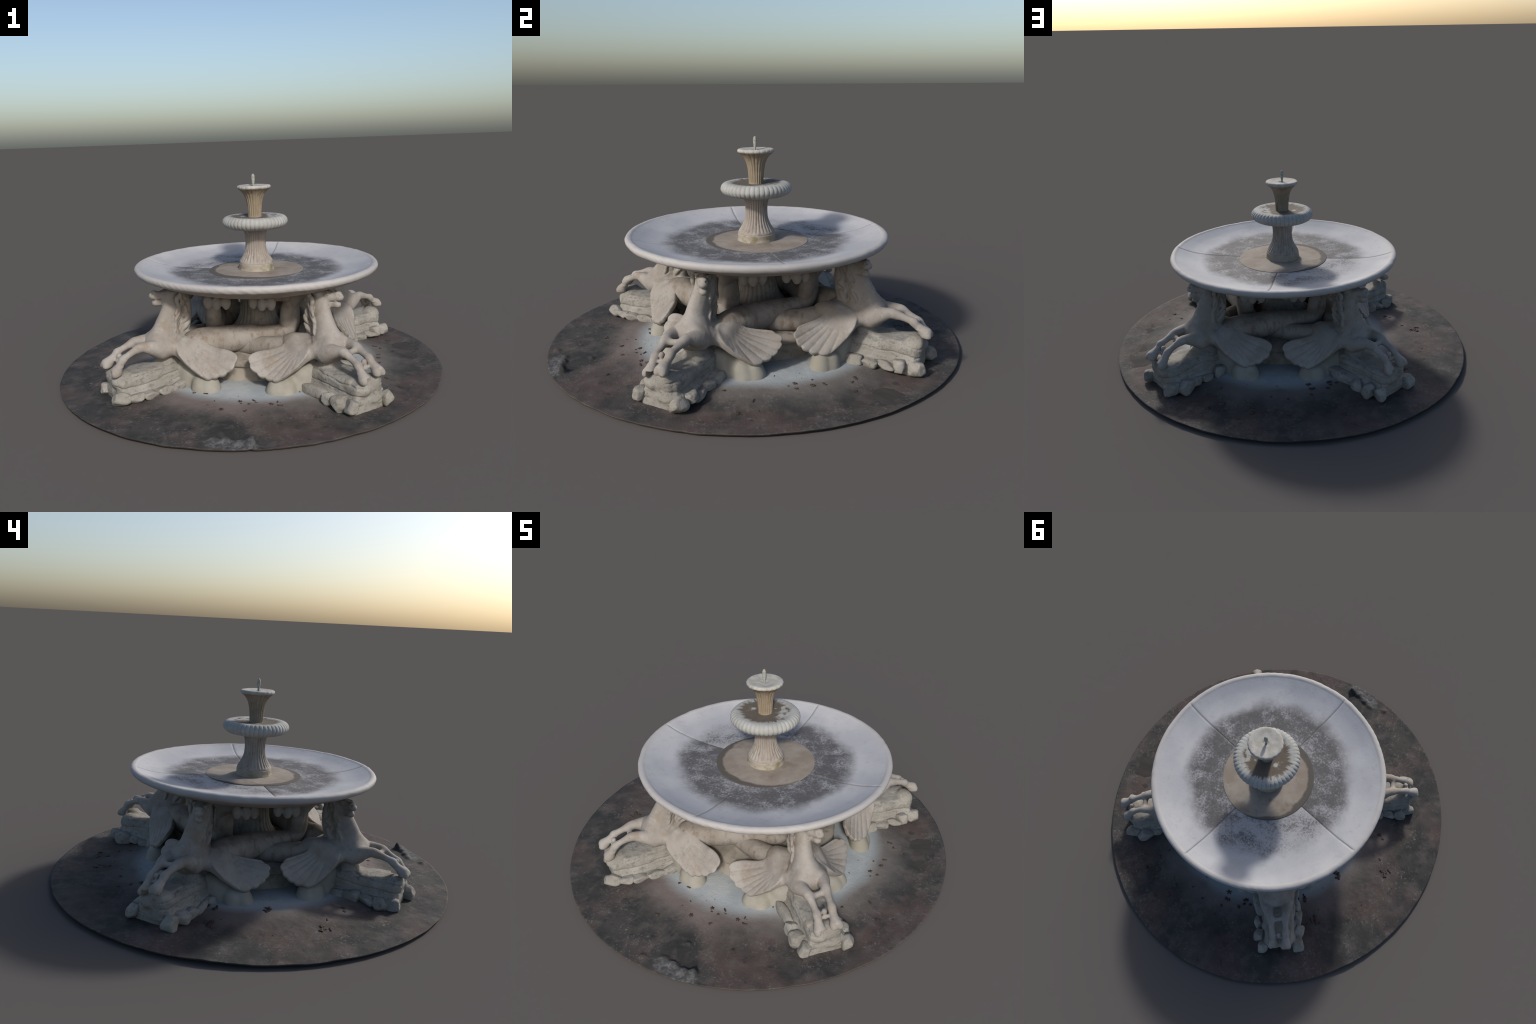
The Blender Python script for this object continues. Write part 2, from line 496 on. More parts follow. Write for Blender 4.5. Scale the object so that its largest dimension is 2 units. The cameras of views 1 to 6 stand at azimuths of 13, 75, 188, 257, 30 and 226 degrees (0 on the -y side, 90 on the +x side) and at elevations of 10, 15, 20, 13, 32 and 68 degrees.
# ------------------------------------------------------------------ materials made once
M_STATUE, M_TAIL, M_ROCK, M_STUB = mat_statue(), mat_tail(), mat_rock(), mat_stub()
M_BASIN, M_SLAB, M_DISH, M_FOOT = mat_basin(), mat_slab(), mat_dish(), mat_foot()
M_UNDER, M_CORE, M_GROUND, M_EDGE = mat_underside(), mat_core(), mat_ground(), mat_edge()
M_STEM = mat_stem('fluted_stem_marble', (.47, .41, .36), (.58, .53, .48), (.24, .195, .16), .6)
M_VASE = mat_stem('golden_vase_stone', (.42, .335, .23), (.53, .445, .33), (.22, .165, .11), .55)
M_VASETOP = mat_plain('vase_top_stone', (.29, .275, .245), (.37, .355, .325), 30)
M_METAL = mat_plain('oxidised_nozzle', (.22, .225, .19), (.33, .335, .29), 90, .6)
M_LEAF = mat_plain('dead_leaf_brown', (.04, .028, .024), (.075, .05, .04), 60)

fountain = bpy.data.objects.new('fountain', None)
bpy.context.scene.collection.objects.link(fountain)
fountain.location = (0, 0, 0)
fountain["label"] = "weathered marble fountain with winged sea horses carrying a wide basin"
fountain["category"] = "fountain"
AX = (CX, CY, 0)

# ------------------------------------------------------------------ paving disc
def edge_radius(th):
    return .9865 + .001 * np.cos(th) + .001 * np.sin(th) - .0150 * np.cos(2 * th) + .001 * np.cos(3 * th)

def edge_height(th):
    return .0150 - .002 * np.cos(th) + .0015 * np.sin(th)

# stones that stick out of the ground: x, y, half-length, half-width, height, direction
LUMPS = [(.214, -.935, .050, .026, .022, -82), (.218, -.924, .022, .014, .018, -82), (.17, -.935, .05, .030, .016, 10), (.11, -.925, .04, .025, .016, 0),
         (.06, -.915, .03, .02, .010, 20), (.10, -.80, .022, .014, .012, 30), (-.03, -.955, .03, .018, .010, 40),
         (-.80, .13, .0, .0, 0, 0)]

def ground_height(x, y, rel=None):
    th = np.arctan2(y, x); R = edge_radius(th)
    r = np.hypot(x, y) / R
    p = np.stack([x, y, 0 * x], -1)
    rc = np.hypot(x - CX, y - CY)
    z0 = .0140 - .0085 * x * smooth01(.5, .8, rc) + .0165 * smooth01(.80, .58, rc) + .008 * smooth01(.56, .38, rc)
    z = z0 + (edge_height(th) - z0) * smooth01(.88, 1.0, r)
    w = smooth01(.5, .75, np.hypot(x - CX, y - CY))
    z = z + w * (.0045 * fractal(p, 5, 3) + .0030 * fractal(p, 17, 9))
    for (lx, ly, a, b, h, ang) in LUMPS:
        if h == 0: continue
        t = math.radians(ang); dx, dy = x - lx, y - ly
        u = (dx * math.cos(t) + dy * math.sin(t)) / a; v = (-dx * math.sin(t) + dy * math.cos(t)) / b
        q = np.sqrt(u * u + v * v)
        z = z + h * smooth01(1.0, .25, q)
    return z

def build_disc():
    na, nr = 480, 150
    th = np.linspace(0, 2 * np.pi, na, endpoint=False)
    rel = np.linspace(0.004, 1, nr)
    T, Q = np.meshgrid(th, rel)
    R = edge_radius(T) * Q
    # slightly ragged rim
    rag = .003 * fractal(np.stack([np.cos(th) * 9, np.sin(th) * 9, 0 * th], -1), 1, 5)
    R = R + (Q > .985) * rag[None]
    X, Y = R * np.cos(T), R * np.sin(T)
    Z = ground_height(X, Y)
    top = np.stack([X, Y, Z], -1).reshape(-1, 3)
    i, j = np.meshgrid(np.arange(nr - 1), np.arange(na), indexing='ij'); j2 = (j + 1) % na
    F = np.stack([i * na + j, (i + 1) * na + j, (i + 1) * na + j2, i * na + j2], -1).reshape(-1, 4)
    c = np.array([[0, 0, ground_height(np.array([0.]), np.array([0.]))[0]]])
    me = make_mesh('paving_disc', np.vstack([top, c]), F)
    bm = bmesh.new(); bm.from_mesh(me); bm.verts.ensure_lookup_table()
    k = len(top)
    for a in range(na):
        bm.faces.new([bm.verts[k], bm.verts[a], bm.verts[(a + 1) % na]]).smooth = True
    # underside: a thin bed that follows the top
    lay = [bm.verts[(nr - 1) * na + a] for a in range(na)]
    low = []
    for a in range(na):
        v = lay[a].co
        low.append(bm.verts.new((v.x * .997, v.y * .997, max(v.z - .006, .0))))
    cen = bm.verts.new((0, 0, .0))
    for a in range(na):
        b = (a + 1) % na
        f = bm.faces.new([lay[b], lay[a], low[a], low[b]]); f.material_index = 1
        f = bm.faces.new([low[b], low[a], cen]); f.material_index = 1
    bmesh.ops.recalc_face_normals(bm, faces=bm.faces[:])
    bm.to_mesh(me); bm.free()
    me.materials.append(M_GROUND); me.materials.append(M_EDGE)
    return add('paving_disc', me, fountain)

disc = build_disc()

def ground_z(x, y):
    return float(ground_height(np.array([x]), np.array([y]))[0])

# dead leaves lying on the floor round the base
def leaf_mesh(kind, seed):
    r = np.random.RandomState(seed)
    lobes = [2, 5, 3, 7][kind]
    n = 28; V = [(0, 0, .25)]
    for i in range(n):
        a = 2 * math.pi * i / n
        if kind == 0: rad = .55 + .45 * abs(math.cos(a))
        else: rad = .45 + .55 * abs(math.cos(a * lobes / 2)) ** 1.5
        V.append((rad * math.cos(a), rad * math.sin(a) * (.55 if kind == 0 else .85), .22 * r.rand() + .15 * math.cos(2 * a)))
    top = np.array(V); bot = top - np.array([0, 0, .10])
    F = []
    m = len(V)
    for i in range(n):
        a, b = 1 + i, 1 + (i + 1) % n
        F.append((0, a, b)); F.append((m, m + b, m + a)); F.append((a, m + a, m + b, b))
    me = make_mesh('dead_leaf', np.vstack([top, bot]), F)
    me.materials.append(M_LEAF)
    return me

LEAVES = [leaf_mesh(k, 40 + k) for k in range(4)]
def leaf(x, y, size, kind, ang):
    ob = add('dead_leaf', LEAVES[kind], fountain, loc=(x, y, ground_z(x, y) + .0015), rot=ang)
    ob.scale = (size, size, size * .6)

seen = [(-86, .585, .013, 1), (-80, .575, .012, 0), (-79, .595, .007, 0), (-82, .61, .009, 2), (-92, .665, .014, 3), (-83, .67, .011, 2),
        (-97, .60, .006, 0), (-88, .53, .004, 0), (-70, .60, .010, 0), (12, .63, .013, 0), (-2, .60, .006, 2), (25, .66, .009, 3)]
for a, r, s, k in seen:
    t = math.radians(a); leaf(CX + r * math.cos(t), CY + r * math.sin(t), s, k, a * 3.7)
lr = np.random.RandomState(5)
for g in range(46):
    gap = [3, 93, 183, -87][g % 4]
    t = math.radians(gap + lr.uniform(-30, 30)); r = lr.uniform(.50, .80)
    if g % 4 in (1, 2): r = lr.uniform(.56, .82)
    leaf(CX + r * math.cos(t), CY + r * math.sin(t), lr.uniform(.004, .014), lr.randint(4), lr.uniform(0, 6.3))
    if g % 4 in (1, 2) and g % 3 == 0:                                  # drifts on the shady side
        for _ in range(4):
            leaf(CX + r * math.cos(t) + lr.normal() * .022, CY + r * math.sin(t) + lr.normal() * .022, lr.uniform(.008, .018), lr.randint(4), lr.uniform(0, 6.3))

# ------------------------------------------------------------------ revolved stonework
def flute(count, depth, z0, z1, rmin=0.0, phase=0.0):
    def f(R, Z, T):
        w = smooth01(z0, z0 + .012, Z) * smooth01(z1, z1 - .012, Z) * (R > rmin)
        return R - depth * w * (1 - np.abs(np.sin(T * count / 2 + phase))) ** 1.2 * 1.0, Z
    return f

# drum under the tails
drum = spline([(.372, .001), (.364, .030), (.356, .055), (.345, .085), (.343, .098), (.354, .105), (.357, .118), (.350, .130), (.325, .139),
               (.28, .146), (.20, .165), (.165, .186)], 70)
def rough(R, Z, T):
    p = np.stack([R * np.cos(T), R * np.sin(T), Z], -1)
    return R + .006 * fractal(p, 14, 4), Z
me = revolve('plinth_drum', drum, 160, rough)
add('plinth_drum', me, fountain, M_CORE, AX)

pillar = spline([(.165, .175), (.150, .20), (.132, .217), (.111, .242), (.098, .270), (.092, .305), (.090, .34), (.093, .38), (.105, .42), (.12, .44)], 60)
me = revolve('central_pillar', pillar, 240, flute(28, .0045, .19, .50))
add('central_pillar', me, fountain, M_CORE, AX)

# the basin: four blocks
outer = spline([(.10, .420), (.20, .4235), (.30, .431), (.40, .450), (.48, .472), (.55, .497), (.588, .513), (.600, .519)], 50)
rim = spline([(.600, .519), (.610, .524), (.6165, .533), (.6185, .5425), (.6155, .5505), (.607, .5555), (.596, .5555), (.585, .5505)], 28)
inner = spline([(.585, .5505), (.56, .542), (.52, .530), (.47, .5205), (.42, .5150), (.35, .5118), (.28, .5100), (.235, .5095), (.08, .509), (.01, .509)], 70)
basin_profile = np.vstack([outer, rim[1:], inner[1:]])

def basin_modify(R, Z, T):
    p = np.stack([R * np.cos(T), R * np.sin(T), Z], -1)
    onrim = smooth01(.585, .605, R)
    # slanting chisel gouges on the rim, slight unevenness elsewhere
    sl = np.sin(T * 92 + Z * 200 + 9 * lattice_noise(p, 5, 2))
    dr = onrim * (.0008 * sl * np.clip(.35 + 1.1 * lattice_noise(p, 7, 3), 0, 1) + .0018 * lattice_noise(p, 14, 8))
    Z = Z + .0012 * fractal(p, 6, 12) + onrim * .0010 * lattice_noise(p, 30, 5)
    return R + dr, Z - .005 * R * np.cos(T) / .62

for q in range(4):
    a0 = q * math.pi / 2; a1 = a0 + math.pi / 2
    def mod(R, Z, T, a0=a0, a1=a1):
        R, Z = basin_modify(R, Z, T)
        arc = np.minimum(T - a0, a1 - T) * R
        inside = smooth01(.56, .50, Z) * 0 + (np.arange(len(R))[:, None] > len(outer) + len(rim) - 8)
        return R, Z - inside * .0025 * smooth01(.0035, 0, arc)
    # finer columns near the joints
    me = revolve('basin_block', basin_profile, 120, mod, a0, a1)
    me.materials.append(M_BASIN); me.materials.append(M_UNDER)
    mi = np.zeros(len(me.polygons), np.int32); mi[:120 * (len(outer) - 2)] = 1
    me.polygons.foreach_set('material_index', mi)
    N = None
    add('basin_block', me, fountain, None, AX)

slab = spline([(.243, .5075), (.242, .5108), (.236, .5122), (.20, .5125), (.12, .513), (.03, .513)], 30)
def slabmod(R, Z, T):
    p = np.stack([R * np.cos(T), R * np.sin(T), Z], -1)
    return R + .003 * fractal(p, 7, 21) * (R > .2), Z + .0012 * fractal(p, 9, 22) - .005 * R * np.cos(T) / .62
add('basin_floor_slab', revolve('basin_floor_slab', slab, 160, slabmod), fountain, M_SLAB, AX)

# stem foot, fluted stem, dish, vase, nozzle
SX = (CX + .002, CY - .002, 0)
foot = spline([(.093, .508), (.0915, .516), (.0895, .525), (.0895, .538), (.0890, .544), (.086, .5465)], 24)
def footmod(R, Z, T):
    p = np.stack([R * np.cos(T), R * np.sin(T), Z], -1)
    return R + .0022 * fractal(p, 24, 31), Z
add('stem_foot', revolve('stem_foot', foot, 120, footmod), fountain, M_FOOT, SX)
stem = spline([(.0865, .544), (.0868, .550), (.0845, .558), (.076, .572), (.0675, .587), (.0595, .605), (.0545, .624), (.0525, .645),
               (.0523, .662), (.0535, .682), (.0562, .698), (.0610, .711), (.068, .722), (.072, .728)], 70)
add('fluted_stem', revolve('fluted_stem', stem, 288, flute(FLUTES, .0042, .552, .74)), fountain, M_STEM, SX)

dish = np.vstack([spline([(.05, .722), (.085, .7215), (.115, .7235), (.140, .729), (.156, .738), (.1650, .750), (.1668, .761), (.163, .773),
                          (.153, .7835), (.140, .788)], 46),
                  spline([(.140, .788), (.125, .7875), (.108, .785), (.085, .7825), (.05, .781), (.02, .781)], 26)[1:]])
def dishmod(R, Z, T):
    w = smooth01(.120, .150, R) * np.where(Z > .784, .5, 1)
    lob = np.abs(np.sin(T * GADROONS / 2))
    p = np.stack([R * np.cos(T), R * np.sin(T), Z], -1)
    k = w * .0036 * ((1 - lob) ** 2)
    c = np.array([.125, .755])
    dr, dz = R - c[0], Z - c[1]
    L = np.hypot(dr, dz) + 1e-6
    return R - k * np.abs(dr) / L * np.sign(dr) + .0012 * fractal(p, 12, 6) * w, Z - k * dz / L
add('gadrooned_dish', revolve('gadrooned_dish', dish, 46 * 8, dishmod), fountain, M_DISH, SX)

vase = spline([(.0345, .772), (.0348, .790), (.0358, .812), (.0380, .840), (.0415, .862), (.0465, .880), (.0560, .900), (.0680, .914), (.0795, .9235),
               (.0835, .928)], 60)
add('upper_vase', revolve('upper_vase', vase, 240, flute(20, .0030, .778, .945)), fountain, M_VASE, SX)
lip = spline([(.0815, .9255), (.0850, .929), (.0862, .934), (.0840, .9395), (.078, .9425), (.065, .942), (.045, .9395), (.02, .9375), (.012, .934), (.006, .932)], 40)
def lipmod(R, Z, T):
    w = smooth01(.06, .08, R)
    p = np.stack([R * np.cos(T), R * np.sin(T), Z], -1)
    return R * (1 - w * .022 * (1 - np.abs(np.sin(T * 10))) ** 1.5) , Z + w * .0022 * fractal(p, 16, 44)
add('vase_lip', revolve('vase_lip', lip, 240, lipmod), fountain, M_VASETOP, SX)
noz = spline([(.0055, .930), (.0048, .945), (.0058, .951), (.0070, .958), (.0086, .972), (.0090, .982), (.0078, .991), (.0048, .997), (.0008, 1.0)], 36)
def nozmod(R, Z, T):
    return R * (1 + .06 * np.sin(Z * 700)), Z
nz = add('water_nozzle', revolve('water_nozzle', noz, 32, nozmod), fountain, M_METAL, (.0415, -.0003, 0))

# ------------------------------------------------------------------ sea horse body
# local frame: x outward from the axis, y sideways (anticlockwise), z up.  The head
# leans to +y and the lower hoof is on -y; the mirrored sister is made from it.
WING_OUT = [(.124, -.083), (.095, -.099), (.055, -.096), (.0, -.075), (-.040, -.063), (-.090, -.066), (-.140, -.030), (-.140, .040),
            (-.100, .085), (-.050, .093), (.0, .088), (.045, .080), (.080, .068), (.107, .032), (.126, .002), (.137, -.044)]

def wing_axes():
    S, T = np.array([.535, -.10, .225]), np.array([.39, -.09, .235])
    P, Q = np.array([.339, -.299, .153]), np.array([.461, -.225, .090])
    pts = np.array([S, T, P, Q]); O = pts.mean(0)
    n = np.linalg.svd(pts - O)[2][2]; n = n if n[2] > 0 else -n
    u = (P - T) + (Q - S); u -= n * (u @ n); u /= np.linalg.norm(u)
    return O, u, np.cross(n, u), n

def polygon_distance(p, poly):
    d = np.full(p.shape[:-1], 1e9); sgn = np.ones(p.shape[:-1])
    m = len(poly)
    for i in range(m):
        a, b = poly[i], poly[i - 1]
        e = b - a; w = p - a
        t = np.clip((w @ e) / (e @ e), 0, 1)
        d = np.minimum(d, ((w - t[..., None] * e) ** 2).sum(-1))
        c1 = p[..., 1] >= a[1]; c2 = p[..., 1] < b[1]; c3 = e[0] * w[..., 1] > e[1] * w[..., 0]
        flip = (c1 & c2 & c3) | (~c1 & ~c2 & ~c3)
        sgn = np.where(flip, -sgn, sgn)
    return sgn * np.sqrt(d)

def wing_field(side):
    O, u, v, n = wing_axes()
    if side > 0:
        f = np.array([1, -1, 1.0]); O, u, v, n = O * f, u * f, v * f, n * f
    loop = WING_OUT + WING_OUT[:3]
    poly = spline(loop, 110)[7:-7]
    def fn(p):
        q = p - O
        a, b, c = q @ u, q @ v, q @ n
        # feather ridges fan out from the shoulder
        ang = np.arctan2(b - .01, a + .20)
        tipw = smooth01(-.07, .02, a)
        rid = np.abs(np.sin(ang * 24 + 1.2 * np.sin(ang * 6 + side)))
        fine = np.abs(np.sin(ang * 52))
        scal = .0060 * smooth01(.03, .11, a) * (rid - .6)
        mid = -3.0 * a * b - .004
        # overlapping short coverts near the shoulder
        cov = .0005 * np.sin(a * 190 + 9 * np.sin(b * 60)) * smooth01(-.10, -.05, a) * smooth01(.01, -.02, a)
        ridge = (.0010 - .0046 * (1 - rid) ** 2) * tipw + .0007 * (fine - .5) * tipw + cov
        th = .0115 + .009 * smooth01(.02, -.10, a)
        out = polygon_distance(np.stack([a, b], -1), poly) - scal
        slab_d = np.abs(c - mid) - th - ridge * np.where(c > mid, 1.0, .3)
        e = .008
        return np.minimum(np.maximum(slab_d, out), 0) + np.sqrt(np.maximum(slab_d + e, 0) ** 2 + np.maximum(out + e, 0) ** 2) - e
    ext = .19
    return fn, O - ext, O + ext

def build_horse():
    f = Field((.30, -.36, .06), (.90, .36, .52), .0032)
    # torso
    f.ball((.555, 0, .238), (.082, .074, .080), group='torso')
    f.ball((.588, 0, .230), (.054, .064, .060), group='torso', k=.02)
    f.ball((.475, 0, .220), (.120, .088, .058), group='torso', k=.025)
    for s in (1, -1):
        f.ball((.40, .072 * s, .218), (.080, .060, .054), group='torso', k=.025)
        f.ball((.455, .100 * s, .205), (.070, .036, .042), group='torso', k=.025)
        f.ball((.602, .034 * s, .240), (.034, .034, .044), group='torso', k=.016)     # chest muscle
        f.ball((.565, .058 * s, .222), (.050, .024, .042), group='torso', k=.016)     # shoulder
    # neck
    f.tube([(.545, 0, .258, .072), (.534, 0, .300, .062), (.522, .001, .332, .056), (.505, .003, .368, .052), (.490, .006, .402, .048), (.478, .010, .432, .044)],
           n=12, group='neck', k=.018, flat=.74)
    # head
    f.ball((.482, .012, .443), (.044, .035, .038), group='head', k=.014)
    f.ball((.510, .021, .426), (.032, .031, .033), group='head', k=.010)           # cheek
    f.tube([(.498, .017, .450, .031), (.533, .035, .450, .0245), (.560, .051, .452, .0205)], n=6, group='head', k=.012)
    f.tube([(.518, .027, .421, .020), (.543, .041, .417, .0145), (.558, .049, .416, .0135)], n=5, group='head', k=.008)
    f.ball((.567, .055, .4525), (.0205, .0215, .0185), group='head', k=.007)
    f.ball((.563, .053, .467), (.0125, .019, .0125), group='head', k=.008)
    f.ball((.559, .050, .4185), (.0175, .0185, .0160), group='head', k=.006)
    f.ball((.545, .042, .434), (.020, .017, .018), group='head', k=.008)
    side = np.array([-.42, .9, 0])
    for s in (1, -1):
        e = np.array([.522, .029, .462]) + side * .024 * s
        f.ball(e, (.009, .009, .007), group='head', k=.006)                       # eye
        f.cone(e + (-.012, 0, .009), .006, e + (.012, 0, .008), .005, group='head', k=.006)   # brow
        f.cone(np.array([.487, .012, .464]) + side * .030 * s, .012, np.array([.452, .010, .472]) + side * .036 * s, .006, group='head', k=.006)
        f.ball(np.array([.571, .057, .464]) + side * .013 * s, .0045, k=.004, mode='cut')  # nostril
        f.ball(np.array([.548, .044, .4335]) + side * .020 * s, (.014, .006, .0035), k=.004, mode='cut')   # corner of the mouth
    f.ball((.577, .061, .4345), (.016, .022, .0036), k=.004, mode='cut')    # open mouth
    # mane: crest plus wavy locks on both sides of the neck
    f.tube([(.462, .006, .474, .020), (.438, .004, .442, .028), (.428, .002, .390, .030), (.434, 0, .330, .032), (.442, 0, .278, .030)],
           n=10, group='mane', k=.010)
    NZ = [.262, .300, .332, .368, .402, .432, .47]
    def half_width(x, z):                       # of neck and crest together
        w = []
        for xs, rs in (([.548, .537, .526, .508, .492, .478, .470], [.060, .050, .044, .041, .040, .040, .040]),
                       ([.446, .440, .434, .430, .428, .434, .455], [.030, .031, .032, .031, .030, .028, .022])):
            xc, rr = np.interp(z, NZ, xs), np.interp(z, NZ, rs)
            w.append(rr * rr - (x - xc) ** 2)
        return math.sqrt(max(max(w), .010 ** 2))
    r = np.random.RandomState(3)
    for s in (1, -1):
        for i in range(15):
            t = i / 14.0
            z0 = .476 - .185 * t
            x0 = .452 - .020 * t + .018 * (i % 3)
            ln = r.uniform(.075, .105)
            fw = (.012 + .095 * t * t) * r.uniform(.7, 1.2)
            ph = r.uniform(0, 6)
            pts = []
            for j in range(8):
                w = j / 7
                z = max(z0 - ln * w, .258)
                x = x0 + fw * w + .007 * math.sin(w * 7.5 + ph)
                pts.append((x, s * (half_width(x, z) + .004 + .003 * math.sin(w * 7 + ph * 2)), z, .0105 - .0050 * w))
            f.tube(pts, n=18, group='mane', k=.004)
    # forelegs: raised knee, straight shank, round fetlock, flared cloven hoof
    f.tube([(.590, -.050, .220, .046), (.635, -.052, .236, .0330), (.680, -.046, .247, .0215), (.702, -.042, .245, .0205), (.728, -.039, .234, .0155),
            (.760, -.037, .219, .0140), (.777, -.036, .209, .0180), (.786, -.036, .199, .0165), (.797, -.036, .184, .0145)],
           n=30, group='foreleg_low', k=.018)
    f.tube([(.590, .050, .226, .045), (.632, .050, .242, .0320), (.670, .044, .252, .0215), (.692, .041, .251, .0200), (.722, .037, .243, .0155),
            (.757, .034, .232, .0140), (.775, .033, .225, .0180), (.785, .032, .216, .0165), (.800, .031, .204, .0145)],
           n=30, group='foreleg_high', k=.018)
    for g, top, toe, flat in (('hoof_low', (.797, -.036, .184), (.815, -.037, .158), .139), ('hoof_high', (.803, .031, .204), (.828, .030, .184), .165)):
        f.cone(top, .0170, toe, .0275, group=g, k=.005)
        f.ball(np.array(top) + (.002, 0, -.006), (.021, .021, .006), group=g, k=.004)     # coronet band
        for s in (1, -1):                                             # cloven toe
            f.ball((toe[0] + .010, toe[1] + .0145 * s, toe[2] - .007), (.018, .0150, .019), group=g, k=.005)
        f.box((toe[0], toe[1], flat - .05), (.07, .07, .05), r=.002, k=.004, mode='cut')
    # supporting struts between the legs
    f.cone((.705, -.036, .238), .013, (.698, .036, .245), .013, group='foreleg_high', k=.014)
    f.ball((.782, -.004, .219), .0120, group='foreleg_high', k=.004)
    f.cone((.782, -.004, .216), .008, (.790, -.002, .188), .008, group='foreleg_low', k=.006)
    f.cone((.788, -.028, .188), .007, (.794, .026, .200), .007, group='foreleg_low', k=.006)
    # wings
    for s, g in ((-1, 'wing_clockwise'), (1, 'wing_anticlockwise')):
        fn, lo, hi = wing_field(s)
        f.put(fn, lo, hi, k=.014, group=g)
        f.cone((.545, .074 * s, .222), .030, (.515, .108 * s, .190), .020, group=g, k=.02)
    f.displace(.0016, 26, 7)
    return f

GROUPS = ['torso', 'neck', 'head', 'mane', 'foreleg_low', 'foreleg_high', 'hoof_low', 'hoof_high', 'wing_clockwise', 'wing_anticlockwise']
NAMES = {'foreleg_low': 'foreleg', 'foreleg_high': 'foreleg', 'hoof_low': 'hoof', 'hoof_high': 'hoof',
         'wing_clockwise': 'wing', 'wing_anticlockwise': 'wing'}
field = build_horse()
HV, HF = field.surface(1)
HL = field.labels(HV[HF].mean(1), GROUPS)
horse_parts = {'plain': split_meshes(HV, HF, HL, GROUPS),
               'mirror': split_meshes(HV * np.array([1, -1, 1.0]), HF[:, ::-1], HL, GROUPS)}
del field

# ------------------------------------------------------------------ tails (one pair per gap)
def build_tail(path, fan_root, fan_tips, seed, fan_r=.0165):
    P = np.array(path)
    lo = np.minimum(P[:, :3].min(0), np.array(fan_tips).min(0)) - .09
    hi = np.maximum(P[:, :3].max(0), np.array(fan_tips).max(0)) + .09
    f = Field(lo, hi, .0035)
    f.tube(path, n=len(path) * 3, group='tail', k=.01, k_inner=.014)
    for t in fan_tips:
        a = np.array(fan_root); b = np.array(t)
        f.cone(a, fan_r, b + (0, 0, .020), fan_r * 1.1, group='fluke', k=.008)
        f.ball(b + np.array([0, 0, .016]), (fan_r * 1.1, fan_r * 1.25, .033), group='fluke', k=.009)
    f.displace(.0022, 30, seed)
    V, F = f.surface(1)
    L = f.labels(V[F].mean(1), ['tail', 'fluke'])
    return split_meshes(V, F, L, ['tail', 'fluke'])

over_path = [(.360, -.280, .216, .050), (.332, -.235, .217, .061), (.300, -.180, .216, .064), (.266, -.110, .214, .062), (.240, -.040, .221, .056),
             (.220, .045, .226, .046), (.204, .120, .226, .040), (.193, .170, .240, .038), (.187, .198, .280, .035), (.187, .203, .330, .033),
             (.194, .200, .385, .031), (.225, .178, .428, .029), (.295, .110, .440, .026)]
under_path = [(.350, .285, .203, .044), (.322, .210, .200, .047), (.297, .130, .191, .046), (.272, .060, .184, .043), (.240, -.015, .178, .040),
              (.215, -.090, .180, .039), (.190, -.155, .203, .038), (.180, -.185, .250, .036), (.182, -.198, .305, .033), (.192, -.204, .365, .031),
              (.240, -.200, .415, .030), (.305, -.165, .440, .026)]
over_tail = build_tail(over_path, (.292, .092, .432), [(.322, .036, .398), (.338, .080, .393), (.328, .122, .394)], 61, .0175)
under_tail = build_tail(under_path, (.318, -.150, .432), [(.362, -.172, .408), (.366, -.130, .404), (.350, -.088, .402)], 67, .0175)

# ------------------------------------------------------------------ rock plinths
def build_rock(seed, mirror):
    f = Field((.36, -.33, .001), (.92, .33, .23), .0042)
    m = -1 if mirror else 1
    r = np.random.RandomState(seed)
    tilt = Matrix.Rotation(math.radians(r.uniform(-3, 3)), 3, 'X')
    T = np.array(tilt)
    f.box((.636, 0, .075), (.174, .080, .070), r=.014, rot=T, group='rock')
    f.box((.637, 0, .028), (.180, .098, .042), r=.014, group='rock', k=.02)
    f.ball((.782, -.030 * m, .110), (.055, .045, .040), group='rock', k=.02)
    f.ball((.792, .030 * m, .128), (.042, .042, .038), group='rock', k=.02)
    f.box((.804, .028 * m, .10), (.022, .035, .060), r=.012, group='rock', k=.02)
    # undercut shelf line along the flanks
    for s in (1, -1):
        f.ball((.66, .098 * s, .082), (.17, .014, .010), k=.012, mode='cut')
    # oblique chips knocked off the upper edges
    for i in range(9):
        sd = 1 if i % 2 else -1
        c = np.array([.50 + .04 * i + r.uniform(-.02, .02), sd * r.uniform(.088, .100), r.uniform(.128, .150)])
        M = np.array(Matrix.Rotation(math.radians(r.uniform(25, 60)) * -sd, 3, 'X') @ Matrix.Rotation(r.uniform(-.35, .35), 3, 'Z'))
        f.box(c, (r.uniform(.035, .06), .05, .016), r=.004, rot=M, k=.012, mode='cut')
    # neck of stone carrying the belly
    f.cone((.545, 0, .10), .060, (.545, 0, .175), .052, group='rock', k=.03)
    f.cone((.470, 0, .08), .070, (.440, 0, .185), .060, group='rock', k=.03)
    # bedded, weathered surface
    near = np.abs(f.d) < .03
    p = f.lo + np.argwhere(near) * f.h
    bed = np.abs(((p[:, 2] * 26 + p[:, 0] * 1.5 + .55 * fractal(p, 9, seed + 5)) % 1.0) - .5) * 2
    f.d[near] += (.0055 * smooth01(.25, 0, bed) * smooth01(.05, .075, np.abs(p[:, 1]) + .02)).astype(np.float32)
    f.displace(.0070, 14, seed, 4)
    return f.surface(1)

